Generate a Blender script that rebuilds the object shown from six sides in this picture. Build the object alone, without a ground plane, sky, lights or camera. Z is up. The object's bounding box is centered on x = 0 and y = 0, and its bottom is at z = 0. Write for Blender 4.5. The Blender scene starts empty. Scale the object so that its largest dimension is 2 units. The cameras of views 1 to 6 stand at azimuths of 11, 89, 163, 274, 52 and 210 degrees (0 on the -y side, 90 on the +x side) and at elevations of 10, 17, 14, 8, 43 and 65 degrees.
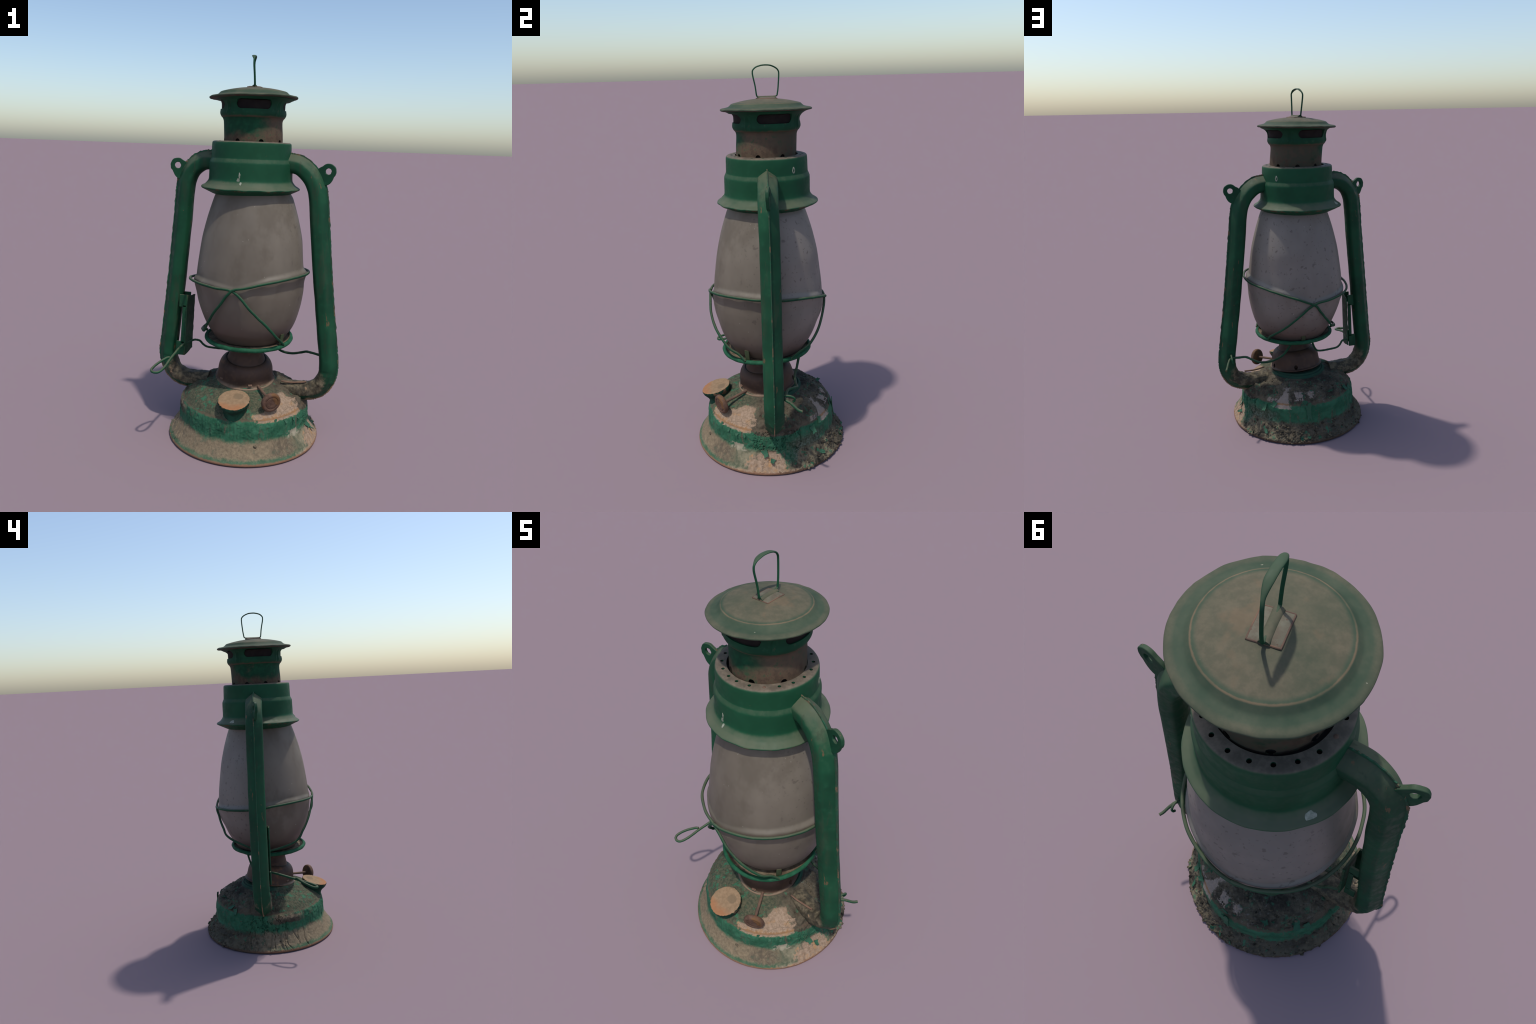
import bpy, bmesh, math, random
from math import sin, cos, pi, radians, sqrt, atan2
from mathutils import Vector, Matrix, noise

random.seed(7)
scene = bpy.context.scene
TAU = 2 * pi


# ------------------------------------------------------------------ helpers
def clamp(x, a=0.0, b=1.0):
    return a if x < a else b if x > b else x


def smooth(a, b, x):
    t = clamp((x - a) / (b - a))
    return t * t * (3 - 2 * t)


def lerp_table(tab, x):
    """piecewise-linear rule given as [(x, y), ...]"""
    if x <= tab[0][0]:
        return tab[0][1]
    for (x0, y0), (x1, y1) in zip(tab, tab[1:]):
        if x <= x1:
            return y0 + (y1 - y0) * (x - x0) / (x1 - x0)
    return tab[-1][1]


def adiff(a, b):
    """signed difference of two azimuths, degrees"""
    return (a - b + 180) % 360 - 180


def window(az, a0, a1, soft):
    """1 inside the azimuth range a0..a1, fading over soft degrees"""
    mid, half = (a0 + a1) / 2, (a1 - a0) / 2
    return 1 - smooth(half - soft / 2, half + soft / 2, abs(adiff(az, mid)))


def P(az, r, z, cx=0.0, cy=0.0):
    """azimuth 0 = -y (front), 90 = +x"""
    a = radians(az)
    return Vector((cx + r * sin(a), cy - r * cos(a), z))


def fbm(v, octv=4, h=0.9):
    return noise.fractal(v, h, 2.0, octv, noise_basis='PERLIN_ORIGINAL')


def chaikin(pts, n=2):
    for _ in range(n):
        out = [pts[0]]
        for a, b in zip(pts, pts[1:]):
            out.append(tuple(.8 * p + .2 * q for p, q in zip(a, b)))
            out.append(tuple(.2 * p + .8 * q for p, q in zip(a, b)))
        out.append(pts[-1])
        pts = out
    return pts


def catmull(pts, per=12, closed=False):
    pts = [Vector(p) for p in pts]
    n = len(pts)
    out = []
    rng = n if closed else n - 1
    for i in range(rng):
        p1, p2 = pts[i], pts[(i + 1) % n]
        p0 = pts[i - 1] if (i or closed) else p1 * 2 - p2
        p3 = pts[(i + 2) % n] if (closed or i + 2 < n) else p2 * 2 - p1
        for k in range(per):
            t = k / per
            out.append(.5 * (2 * p1 + (p2 - p0) * t + (2 * p0 - 5 * p1 + 4 * p2 - p3) * t * t
                             + (3 * p1 - p0 - 3 * p2 + p3) * t ** 3))
    if not closed:
        out.append(pts[-1])
    return out


def resample(pts, step):
    pts = [Vector(p) for p in pts]
    out = [pts[0]]
    for a, b in zip(pts, pts[1:]):
        n = max(1, round((b - a).length / step))
        for k in range(1, n + 1):
            out.append(a.lerp(b, k / n))
    return out


def make(name, verts, faces, mat, parent=None, angle=40, kind=None):
    me = bpy.data.meshes.new(name)
    me.from_pydata([tuple(v) for v in verts], [], faces)
    me.validate()
    bm = bmesh.new()
    bm.from_mesh(me)
    bmesh.ops.recalc_face_normals(bm, faces=bm.faces)
    bm.to_mesh(me)
    bm.free()
    me.polygons.foreach_set('use_smooth', [True] * len(me.polygons))
    me.set_sharp_from_angle(angle=radians(angle))
    me.materials.append(mat)
    ob = bpy.data.objects.new(name, me)
    scene.collection.objects.link(ob)
    if parent:
        ob.parent = parent
    if kind:
        ob["kind"] = kind
    return ob


def lathe_data(profile, seg, closed=False, center=None, disp=None):
    """revolve (r, z) profile; center(z) gives the axis, disp(az, r, z) a (dr, dz) offset"""
    verts, faces = [], []
    n = len(profile)
    for i, (r, z) in enumerate(profile):
        cx, cy = center(z) if center else (0, 0)
        for j in range(seg):
            az = 360 * j / seg
            dr, dz = disp(az, r, z) if disp else (0, 0)
            verts.append(P(az, r + dr, z + dz, cx, cy))
    rows = n if closed else n - 1
    for i in range(rows):
        i2 = (i + 1) % n
        for j in range(seg):
            j2 = (j + 1) % seg
            faces.append((i * seg + j, i * seg + j2, i2 * seg + j2, i2 * seg + j))
    if not closed:
        for i, flip in ((0, True), (n - 1, False)):
            loop = [i * seg + j for j in range(seg)]
            faces.append(loop[::-1] if flip else loop)
    return verts, faces


def lathe(name, profile, mat, parent, seg=128, closed=False, center=None, disp=None, angle=40):
    v, f = lathe_data(profile, seg, closed, center, disp)
    return make(name, v, f, mat, parent, angle)


def sweep_data(path, section, up=None, scale=None):
    """sweep a closed 2D section (u, v) along a path. up(i, tangent) gives the u direction"""
    verts, faces = [], []
    n = len(path)
    prev_u = None
    for i, p in enumerate(path):
        t = (path[min(i + 1, n - 1)] - path[max(i - 1, 0)]).normalized()
        if up:
            u = up(i, t)
        elif prev_u is None:
            u = t.orthogonal()
        else:
            u = prev_u
        u = (u - t * u.dot(t)).normalized()
        prev_u = u
        v = t.cross(u)
        sec = section(i / (n - 1)) if callable(section) else section
        s = scale(i / (n - 1)) if scale else 1
        for a, b in sec:
            verts.append(p + u * a * s + v * b * s)
        m = len(sec)
    for i in range(n - 1):
        for j in range(m):
            j2 = (j + 1) % m
            faces.append((i * m + j, i * m + j2, (i + 1) * m + j2, (i + 1) * m + j))
    faces.append([j for j in range(m)][::-1])
    faces.append([(n - 1) * m + j for j in range(m)])
    return verts, faces


def circle(r, n=12):
    return [(r * cos(TAU * k / n), r * sin(TAU * k / n)) for k in range(n)]


def wire(name, pts, r, mat, parent, per=10, wob=0.0, closed=False, seed=0):
    path = catmull(pts, per, closed)
    if wob:
        path = [p + Vector(noise.noise_vector(p * 18 + Vector((seed, 0, 0)))) * wob for p in path]
    if closed:
        path.append(path[0].copy())
    v, f = sweep_data(path, circle(r), scale=lambda t: 1 + .12 * noise.noise(Vector((t * 40, seed, 3))))
    return make(name, v, f, mat, parent, 60)


def boolean(ob, cutter_verts, cutter_faces):
    me = bpy.data.meshes.new("cutter")
    me.from_pydata([tuple(v) for v in cutter_verts], [], cutter_faces)
    bm = bmesh.new()
    bm.from_mesh(me)
    bmesh.ops.recalc_face_normals(bm, faces=bm.faces)
    bm.to_mesh(me)
    bm.free()
    cut = bpy.data.objects.new("cutter", me)
    scene.collection.objects.link(cut)
    mod = ob.modifiers.new("cut", 'BOOLEAN')
    mod.operation = 'DIFFERENCE'
    mod.solver = 'EXACT'
    mod.object = cut
    dg = bpy.context.evaluated_depsgraph_get()
    new = bpy.data.meshes.new_from_object(ob.evaluated_get(dg))
    ob.modifiers.clear()
    ob.data = new
    bpy.data.objects.remove(cut)
    new.polygons.foreach_set('use_smooth', [True] * len(new.polygons))
    new.set_sharp_from_angle(angle=radians(35))


def prism(verts, faces, ring_a, ring_b):
    """append a closed prism between two equal vertex rings"""
    o, n = len(verts), len(ring_a)
    verts += ring_a + ring_b
    for j in range(n):
        k = (j + 1) % n
        faces.append((o + j, o + k, o + n + k, o + n + j))
    faces.append([o + j for j in range(n)][::-1])
    faces.append([o + n + j for j in range(n)])


def box_data(verts, faces, c, ux, uy, uz):
    """box given by centre and three half-extent vectors"""
    o = len(verts)
    for a in (-1, 1):
        for b in (-1, 1):
            for d in (-1, 1):
                verts.append(c + ux * a + uy * b + uz * d)
    for q in ((0, 1, 3, 2), (4, 6, 7, 5), (0, 4, 5, 1), (2, 3, 7, 6), (0, 2, 6, 4), (1, 5, 7, 3)):
        faces.append([o + k for k in q])


# ------------------------------------------------------------------ material graph builder
class G:
    def __init__(self, name):
        self.mat = bpy.data.materials.new(name)
        self.mat.use_nodes = True
        self.t = self.mat.node_tree
        self.t.nodes.clear()
        self.out = self.t.nodes.new('ShaderNodeOutputMaterial')
        self.bsdf = self.t.nodes.new('ShaderNodeBsdfPrincipled')
        self.t.links.new(self.bsdf.outputs[0], self.out.inputs[0])
        self.co = self.t.nodes.new('ShaderNodeTexCoord').outputs['Object']
        self.geo = self.t.nodes.new('ShaderNodeNewGeometry')
        sep = self.t.nodes.new('ShaderNodeSeparateXYZ')
        self.t.links.new(self.co, sep.inputs[0])
        self.x, self.y, self.z = sep.outputs

    def put(self, sock, v):
        if isinstance(v, bpy.types.NodeSocket):
            self.t.links.new(v, sock)
        elif isinstance(v, (tuple, list)) and len(v) == 3 and sock.type == 'RGBA':
            sock.default_value = (*v, 1)
        else:
            sock.default_value = v

    def m(self, op, a, b=0.0, c=None, cl=False):
        n = self.t.nodes.new('ShaderNodeMath')
        n.operation = op
        n.use_clamp = cl
        self.put(n.inputs[0], a)
        self.put(n.inputs[1], b)
        if c is not None:
            self.put(n.inputs[2], c)
        return n.outputs[0]

    def add(self, a, b): return self.m('ADD', a, b)
    def sub(self, a, b): return self.m('SUBTRACT', a, b)
    def mul(self, a, b): return self.m('MULTIPLY', a, b)
    def mx(self, a, b): return self.m('MAXIMUM', a, b)
    def mn(self, a, b): return self.m('MINIMUM', a, b)

    def vec(self, scale):
        n = self.t.nodes.new('ShaderNodeMapping')
        self.t.links.new(self.co, n.inputs['Vector'])
        n.inputs['Scale'].default_value = scale if isinstance(scale, (tuple, list)) else (scale,) * 3
        return n.outputs[0]

    def warped(self, amp):
        n = self.t.nodes.new('ShaderNodeTexNoise')
        self.t.links.new(self.co, n.inputs['Vector'])
        n.inputs['Scale'].default_value = 24
        a = self.t.nodes.new('ShaderNodeVectorMath')
        a.operation = 'MULTIPLY_ADD'
        self.t.links.new(n.outputs['Color'], a.inputs[0])
        a.inputs[1].default_value = (amp,) * 3
        self.t.links.new(self.co, a.inputs[2])
        return a.outputs[0]

    def noise(self, scale, detail=4, rough=.6, vec=None, dist=0.0):
        n = self.t.nodes.new('ShaderNodeTexNoise')
        self.t.links.new(vec if vec is not None else self.co, n.inputs['Vector'])
        n.inputs['Scale'].default_value = scale
        n.inputs['Detail'].default_value = detail
        n.inputs['Roughness'].default_value = rough
        n.inputs['Distortion'].default_value = dist
        return n.outputs['Fac']

    def voronoi(self, scale, feature='F1', vec=None, out='Distance', rand=1.0):
        n = self.t.nodes.new('ShaderNodeTexVoronoi')
        n.feature = feature
        self.t.links.new(vec if vec is not None else self.co, n.inputs['Vector'])
        n.inputs['Scale'].default_value = scale
        n.inputs['Randomness'].default_value = rand
        return n.outputs[out]

    def step(self, v, a, b, lo=0.0, hi=1.0):
        """smooth step of v from a to b (a > b reverses)"""
        n = self.t.nodes.new('ShaderNodeMapRange')
        n.interpolation_type = 'SMOOTHSTEP'
        n.clamp = True
        if a > b:
            a, b, lo, hi = b, a, hi, lo
        self.put(n.inputs[0], v)
        for i, q in enumerate((a, b, lo, hi)):
            n.inputs[1 + i].default_value = q
        return n.outputs[0]

    def mix(self, f, a, b):
        n = self.t.nodes.new('ShaderNodeMix')
        n.data_type = 'RGBA'
        self.put(n.inputs[0], f)
        self.put(n.inputs[6], a)
        self.put(n.inputs[7], b)
        return n.outputs[2]

    def az(self):
        """azimuth in degrees, 0 at the front (-y), 90 at +x"""
        a = self.m('ARCTAN2', self.x, self.mul(self.y, -1.0))
        return self.mul(a, 180 / pi)

    def azwin(self, az, a0, a1, soft):
        d = self.m('WRAP', self.sub(az, (a0 + a1) / 2), 180.0, -180.0)
        h = (a1 - a0) / 2
        return self.step(self.m('ABSOLUTE', d), h + soft / 2, h - soft / 2)

    def zwin(self, z, z0, z1, soft):
        return self.mul(self.step(z, z0 - soft / 2, z0 + soft / 2), self.step(z, z1 + soft / 2, z1 - soft / 2))

    def up(self):
        s = self.t.nodes.new('ShaderNodeSeparateXYZ')
        self.t.links.new(self.geo.outputs['Normal'], s.inputs[0])
        return s.outputs[2]

    def inward(self, cx=0.0, cy=0.0):
        """1 on faces that look back at the axis"""
        s = self.t.nodes.new('ShaderNodeSeparateXYZ')
        self.t.links.new(self.geo.outputs['Normal'], s.inputs[0])
        d = self.add(self.mul(s.outputs[0], self.sub(self.x, cx)), self.mul(s.outputs[1], self.sub(self.y, cy)))
        return self.step(d, -.01, -.03)

    def finish(self, col, rough=.7, bump=None, strength=.3, dist=.004, metal=0.0, spec=.15):
        self.put(self.bsdf.inputs['Base Color'], col)
        self.put(self.bsdf.inputs['Roughness'], rough)
        self.bsdf.inputs['Metallic'].default_value = metal
        self.bsdf.inputs['Specular IOR Level'].default_value = spec
        if bump is not None:
            b = self.t.nodes.new('ShaderNodeBump')
            b.inputs['Strength'].default_value = strength
            b.inputs['Distance'].default_value = dist
            self.put(b.inputs['Height'], bump)
            self.t.links.new(b.outputs[0], self.bsdf.inputs['Normal'])
        return self.mat


GREEN = (.0095, .066, .030)
GREEN_D = (.0065, .044, .021)
GREEN_L = (.022, .105, .054)
DUST = (.125, .118, .076)
TAN = (.215, .165, .103)
SOIL = (.062, .05, .034)
SOIL_D = (.03, .026, .02)
RUST = (.17, .085, .045)
BARE = (.40, .285, .20)
INNER_BLACK = (.012, .010, .010)  # near-black for inward faces and the pieces behind the openings


def mat_paint(name, dust=.6, rust=.25, dark=0.0, inner_black=None):
    g = G(name)
    n1 = g.noise(5, 5, .6)
    n2 = g.noise(38, 5, .65)
    col = g.mix(g.step(n1, .35, .65), GREEN_D, GREEN)
    col = g.mix(g.mul(g.step(n2, .52, .75), .35), col, GREEN_L)
    # settled dust on faces that look up
    d = g.step(g.add(g.up(), g.mul(g.sub(n2, .5), .7)), .25, .95)
    col = g.mix(g.mul(d, dust), col, DUST)
    # thin film of dirt streaks
    st = g.noise(9, 4, .6, g.vec((3, 3, .5)))
    col = g.mix(g.mul(g.step(st, .5, .8), .22), col, SOIL)
    # rust pin-holes and chips
    sp = g.step(g.noise(60, 3, .6), .70, .76)
    sp = g.mul(sp, g.step(g.noise(7, 3), .45, .6))
    col = g.mix(g.mul(sp, rust * 2.2), col, RUST)
    # rubbed edges
    ed = g.step(g.add(g.geo.outputs['Pointiness'], g.mul(g.sub(n2, .5), .1)), .56, .64)
    col = g.mix(g.mul(ed, rust), col, RUST)
    if inner_black:
        col = g.mix(g.inward(*inner_black), col, INNER_BLACK)
    return g.finish(col, g.step(n2, .3, .7, .5, .72), n2, .12, .003, spec=.16)


def mat_plain(name, c1, c2, scale=12, rough=.75, bump=.25, spec=.3, specks=None):
    g = G(name)
    n = g.noise(scale, 6, .65)
    col = g.mix(g.step(n, .35, .65), c1, c2)
    if specks:
        col = g.mix(g.step(g.noise(scale * 4, 4, .6), .6, .7), col, specks)
    return g.finish(col, rough, g.noise(scale * 5, 5, .7), bump, .003, spec=spec)


M_PAINT = mat_paint("green_paint", inner_black=None)
M_COLLAR = mat_paint("green_paint_collar", dust=.75, inner_black=(-.008, .016))
M_WIRE = mat_paint("green_wire_paint", dust=.55, rust=.6)
M_INNER_BLACK = mat_plain("inner_black", INNER_BLACK, (.02, .017, .015), spec=.1)
M_RUSTY = mat_plain("rusty_brown", (.10, .06, .042), (.165, .095, .06), 18, .8, .3)
M_PLATE = mat_plain("plate_worn_paint", (.10, .078, .05), (.135, .125, .085), 26, .7, .3, specks=(.10, .055, .035))
M_FLAKE = mat_plain("flaked_paint", (.014, .072, .036), (.036, .115, .065), 25, .7, .3, specks=(.085, .085, .058))
M_WHITE = mat_plain("pale_drip", (.17, .19, .14), (.33, .33, .26), 60, .7, .1)
M_CLOD = mat_plain("dirt_clods", SOIL_D, (.13, .105, .07), 22, .95, .5, spec=.1)


def mat_glass():
    g = G("dusty_frosted_glass")
    a = g.noise(3.2, 4, .55, g.vec((1, 1, .6)))
    b = g.noise(6.5, 4, .6, g.vec((1, 1, .7)))
    col = g.mix(g.step(a, .3, .7), (.112, .092, .068), (.165, .139, .106))
    col = g.mix(g.mul(g.step(b, .48, .68), .55), col, (.088, .070, .050))
    az = g.az()
    # paler, cooler tint across the back
    back = g.mul(g.azwin(az, 95, 262, 50), g.step(a, .2, .6, .5, 1.0))
    col = g.mix(g.mul(back, .75), col, (.215, .190, .168))
    # brown soil wash towards the tray
    low = g.step(g.add(g.z, g.mul(g.sub(b, .5), .16)), .74, .57)
    col = g.mix(g.mul(low, .75), col, (.085, .055, .042))
    # pale ledge of lime on top of the wire guard
    sp = g.step(g.noise(36, 2, .5), .64, .70)
    spots = g.mul(sp, g.azwin(az, 60, 260, 60))
    col = g.mix(g.mul(g.step(g.noise(85, 2, .5), .64, .72), g.mul(g.azwin(az, 60, 290, 60), .5)), col, (.07, .056, .045))
    col = g.mix(g.mul(spots, .45), col, (.055, .043, .035))
    sp2 = g.step(g.noise(75, 1, .4), .79, .82)
    col = g.mix(g.mul(sp2, .5), col, (.42, .40, .34))
    return g.finish(col, g.step(b, .3, .7, .45, .7), b, .06, .002, spec=.35)


def mat_tank():
    g = G("tank_paint_dirt")
    az = g.az()
    n_lo = g.noise(6, 5, .6)
    n_md = g.noise(22, 6, .68)
    n_hi = g.noise(70, 5, .7)
    warp = g.sub(n_md, .5)
    zw = g.add(g.z, g.mul(warp, .055))
    zf = g.add(g.z, g.mul(g.sub(n_hi, .5), .02))
    aw = g.add(az, g.mul(warp, 26.0))
    aw = g.add(aw, g.mul(g.sub(n_hi, .5), 6.0))
    # paint
    paint = g.mix(g.step(n_md, .35, .65), (.016, .080, .041), (.034, .128, .069))
    paint = g.mix(g.mul(g.step(n_hi, .52, .75), .45), paint, (.06, .125, .08))
    # soils
    n_bd = g.noise(12, 5, .62)
    soil = g.mix(g.step(n_bd, .36, .64), (.036, .030, .022), (.098, .080, .054))
    soil = g.mix(g.mul(g.step(n_hi, .5, .72), .4), soil, (.13, .108, .074))
    tan = g.mix(g.step(n_hi, .3, .7), (.135, .104, .066), (.225, .172, .108))
    tan = g.mix(g.mul(g.step(n_md, .52, .66), .55), tan, (.10, .085, .06))
    fib = g.noise(30, 5, .7, g.vec((1, 1, .3)), 1.2)
    tan = g.mix(g.mul(g.azwin(aw, 34, 66, 14), g.step(fib, .4, .6, .1, .8)), tan, (.075, .06, .042))
    back = g.azwin(az, 100, 262, 40)
    # dome: mottled paint and olive dirt in front, dark humus behind
    olive = g.mix(g.step(n_hi, .35, .65), (.040, .052, .032), (.10, .094, .058))
    dome = g.mix(g.step(n_md, .53, .62), olive, paint)
    dback = g.mix(g.mul(g.step(n_md, .55, .64), .7), soil, paint)
    grit = g.mul(g.step(g.noise(60, 5, .7), .54, .68), g.step(n_lo, .45, .6))
    dback = g.mix(g.mul(grit, .6), dback, (.18, .168, .15))
    dome = g.mix(g.azwin(aw, 62, 285, 30), dome, dback)
    # flange: tan dust in front, soil crust behind, green showing at the lower edge
    tanb = g.mix(g.step(n_md, .42, .6), soil, (.185, .15, .095))
    soil2 = g.mix(g.mul(g.azwin(aw, 108, 156, 16), .85), soil, tanb)
    soil2 = g.mix(g.mul(g.azwin(aw, 180, 225, 24), .5), soil2, (.085, .075, .055))
    flange = g.mix(back, tan, soil2)
    moss = g.mul(g.step(n_md, .58, .66), g.add(.15, g.mul(back, .7)))
    flange = g.mix(moss, flange, paint)
    edge = g.step(g.add(zf, g.mul(warp, .05)), .038, .018)
    flange = g.mix(g.mul(edge, g.mul(g.azwin(aw, -80, 60, 30), .8)), flange, paint)
    lumps = g.azwin(aw, 55, 78, 8)
    flange = g.mix(g.mul(lumps, .7), flange, g.mix(g.step(n_md, .4, .6), (.07, .09, .055), (.22, .20, .13)))
    # assemble by height
    wall = paint
    wd = g.mul(g.azwin(aw, 105, 140, 16), g.step(zw, .19, .13))
    wall = g.mix(g.mul(wd, .75), wall, g.mix(g.step(n_hi, .45, .6), soil, (.13, .135, .105)))
    pit = g.mul(g.step(g.noise(48, 4, .65), .63, .69), .8)
    wall = g.mix(pit, wall, g.mix(n_hi, SOIL_D, (.16, .12, .08)))
    drip = g.noise(13, 5, .65, g.vec((2.2, 2.2, .55)), .6)
    wall = g.mix(g.mul(g.step(drip, .54, .64), g.mul(g.step(n_lo, .38, .55), .8)), wall, g.mix(g.step(n_hi, .4, .65), (.05, .048, .033), (.125, .105, .07)))
    stain = g.mul(g.azwin(aw, -84, -52, 8), g.zwin(zw, .155, .207, .014))
    wall = g.mix(stain, wall, g.mix(g.step(zf, .178, .19), soil, tan))
    low = g.add(.103, g.mul(g.azwin(aw, 95, 112, 6), -.055))
    low = g.add(low, g.mul(g.sub(n_lo, .5), .045))
    col = g.mix(g.step(g.sub(zw, low), -.015, .015), flange, wall)
    domeline = g.add(.209, g.mul(g.azwin(aw, 75, 112, 8), -.02))
    col = g.mix(g.step(g.sub(zf, domeline), -.004, .004), col, dome)
    line = g.zwin(zf, .206, .216, .006)
    col = g.mix(g.mul(line, .6), col, (.09, .06, .04))

    rr = g.m('SQRT', g.add(g.mul(g.x, g.x), g.mul(g.y, g.y)))
    ringm = g.mul(g.azwin(aw, 100, 290, 20), g.step(rr, .176, .170))
    col = g.mix(g.mul(ringm, .9), col, (.012, .055, .034))
    # bare metal where the paint has fallen off
    bare = g.mix(g.step(n_hi, .35, .68), (.215, .148, .098), (.31, .222, .155))
    bare = g.mix(g.step(n_md, .5, .72), bare, (.33, .185, .085))
    top = g.add(.232, g.mul(g.step(aw, 24, 58), .05))
    p1 = g.mul(g.azwin(aw, 22, 72, 2.5), g.mul(g.step(zf, .193, .199), g.step(g.sub(zf, top), .004, -.003)))
    w2 = g.add(8.0, g.mul(g.step(g.z, .11, .03), 9.0))
    p2 = g.mul(g.step(g.sub(g.m('ABSOLUTE', g.sub(aw, 86.0)), w2), 1.5, -1.5), g.step(zf, .108, .10))
    p2 = g.mx(p2, g.mul(g.azwin(aw, 58, 112, 10), g.step(zf, .026, .018)))
    w3 = g.sub(8.5, g.mul(g.step(g.z, .20, .28), 6.0))
    p3 = g.mul(g.step(g.sub(g.m('ABSOLUTE', g.sub(aw, 147.0)), w3), 1.2, -1.2), g.zwin(zf, .188, .278, .006))
    p4 = g.mul(g.azwin(aw, 159, 169, 2.5), g.zwin(zf, .23, .265, .006))
    p5 = g.mul(g.azwin(aw, 175, 181, 2.5), g.zwin(zf, .238, .268, .006))
    p6 = g.mul(g.azwin(aw, 131, 137, 2.5), g.zwin(zf, .214, .234, .006))
    p7 = g.mul(g.azwin(aw, 55, 65, 3), g.zwin(zf, .096, .128, .008))
    grey = g.mix(.55, bare, (.235, .21, .195))
    col = g.mix(g.mx(p1, p2), col, bare)
    col = g.mix(g.mx(g.mx(p3, p4), g.mx(p5, p6)), col, grey)
    col = g.mix(p7, col, (.27, .24, .17))
    crimp = g.mul(g.mx(p1, p3), g.zwin(zf, .206, .215, .004))
    col = g.mix(g.mul(crimp, .8), col, (.22, .115, .05))
    # rusty rim that stands on the ground
    lip = g.step(zf, .019, .012)
    col = g.mix(lip, col, g.mix(g.mul(back, .7), (.20, .105, .062), SOIL_D))
    # cracks between curled scales of dirt and paint
    cr = g.voronoi(23, 'DISTANCE_TO_EDGE', g.warped(.035))
    col = g.mix(g.mul(g.step(cr, .045, .012), g.mul(g.mul(g.step(n_lo, .42, .56), .45), g.step(zw, .21, .23))), col, SOIL_D)
    h = g.add(n_hi, g.mul(n_md, .6))
    return g.finish(col, .85, h, .45, .005, spec=.2)


def mat_tube():
    g = G("side_tube_paint")
    n1 = g.noise(4, 4, .6)
    n2 = g.noise(32, 5, .65)
    col = g.mix(g.step(n1, .35, .65), GREEN_D, GREEN)
    col = g.mix(g.mul(g.step(n2, .5, .75), .3), col, GREEN_L)
    d = g.step(g.add(g.up(), g.mul(g.sub(n2, .5), .8)), .15, .9)
    col = g.mix(g.mul(d, .55), col, DUST)
    st = g.noise(9, 4, .6, g.vec((3, 3, .4)))
    col = g.mix(g.mul(g.step(st, .5, .8), .25), col, SOIL)
    wr = g.noise(14, 5, .65, g.vec((1.6, 1.6, .35)), .4)
    col = g.mix(g.mul(g.step(wr, .56, .66), .5), col, (.03, .045, .026))
    col = g.mix(g.mul(g.step(g.noise(21, 4, .6, g.vec((1.5, 1.5, .4))), .66, .71), .6), col, RUST)
    # splashed soil on the inner side of the lower elbow
    r = g.m('ABSOLUTE', g.x)
    lim = g.add(.41, g.mul(g.sub(.40, g.z), .35))
    e = g.sub(g.add(lim, g.mul(g.sub(n2, .5), .10)), r)
    low = g.mul(g.step(g.add(g.z, g.mul(g.sub(n2, .5), .12)), .42, .36), g.step(e, -.015, .02))
    dirt = g.mix(g.step(n2, .4, .65), (.045, .038, .026), (.14, .112, .07))
    under = g.step(g.up(), -.55, -.2)
    col = g.mix(g.mul(low, under), col, dirt)
    chip = g.step(g.noise(16, 4, .6), .66, .69)
    col = g.mix(g.mul(chip, g.step(g.z, .36, .30)), col, (.27, .17, .10))
    sp = g.mul(g.step(g.noise(60, 3, .6), .70, .76), .6)
    col = g.mix(sp, col, RUST)
    return g.finish(col, g.step(n2, .3, .7, .45, .75), n2, .15, .003, spec=.16)


def mat_neck():
    g = G("chimney_paint_rust")
    n1 = g.noise(6, 5, .6)
    n2 = g.noise(30, 6, .7)
    az = g.add(g.az(), g.mul(g.sub(n1, .5), 120.0))
    rust = g.mix(g.step(n2, .35, .65), (.062, .042, .028), (.112, .072, .046))
    dusty = g.mix(g.step(n2, .4, .6), (.075, .066, .045), (.095, .06, .042))
    green = g.mix(g.step(n2, .4, .7), GREEN_D, GREEN)
    col = g.mix(g.azwin(az, 28, 200, 36), green, g.mix(.5, rust, dusty))
    low = g.step(g.add(g.z, g.mul(g.sub(n1, .5), .16)), 1.63, 1.59)
    col = g.mix(low, col, rust)
    col = g.mix(g.mul(g.step(n1, .55, .66), .7), col, rust)
    col = g.mix(g.mul(g.step(n2, .52, .64), .6), col, green)
    olive = g.mix(n2, (.03, .042, .026), (.07, .062, .042))
    col = g.mix(g.mul(g.azwin(az, 115, 205, 50), g.step(n2, .38, .56)), col, olive)
    return g.finish(col, .75, n2, .2, .003)


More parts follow.
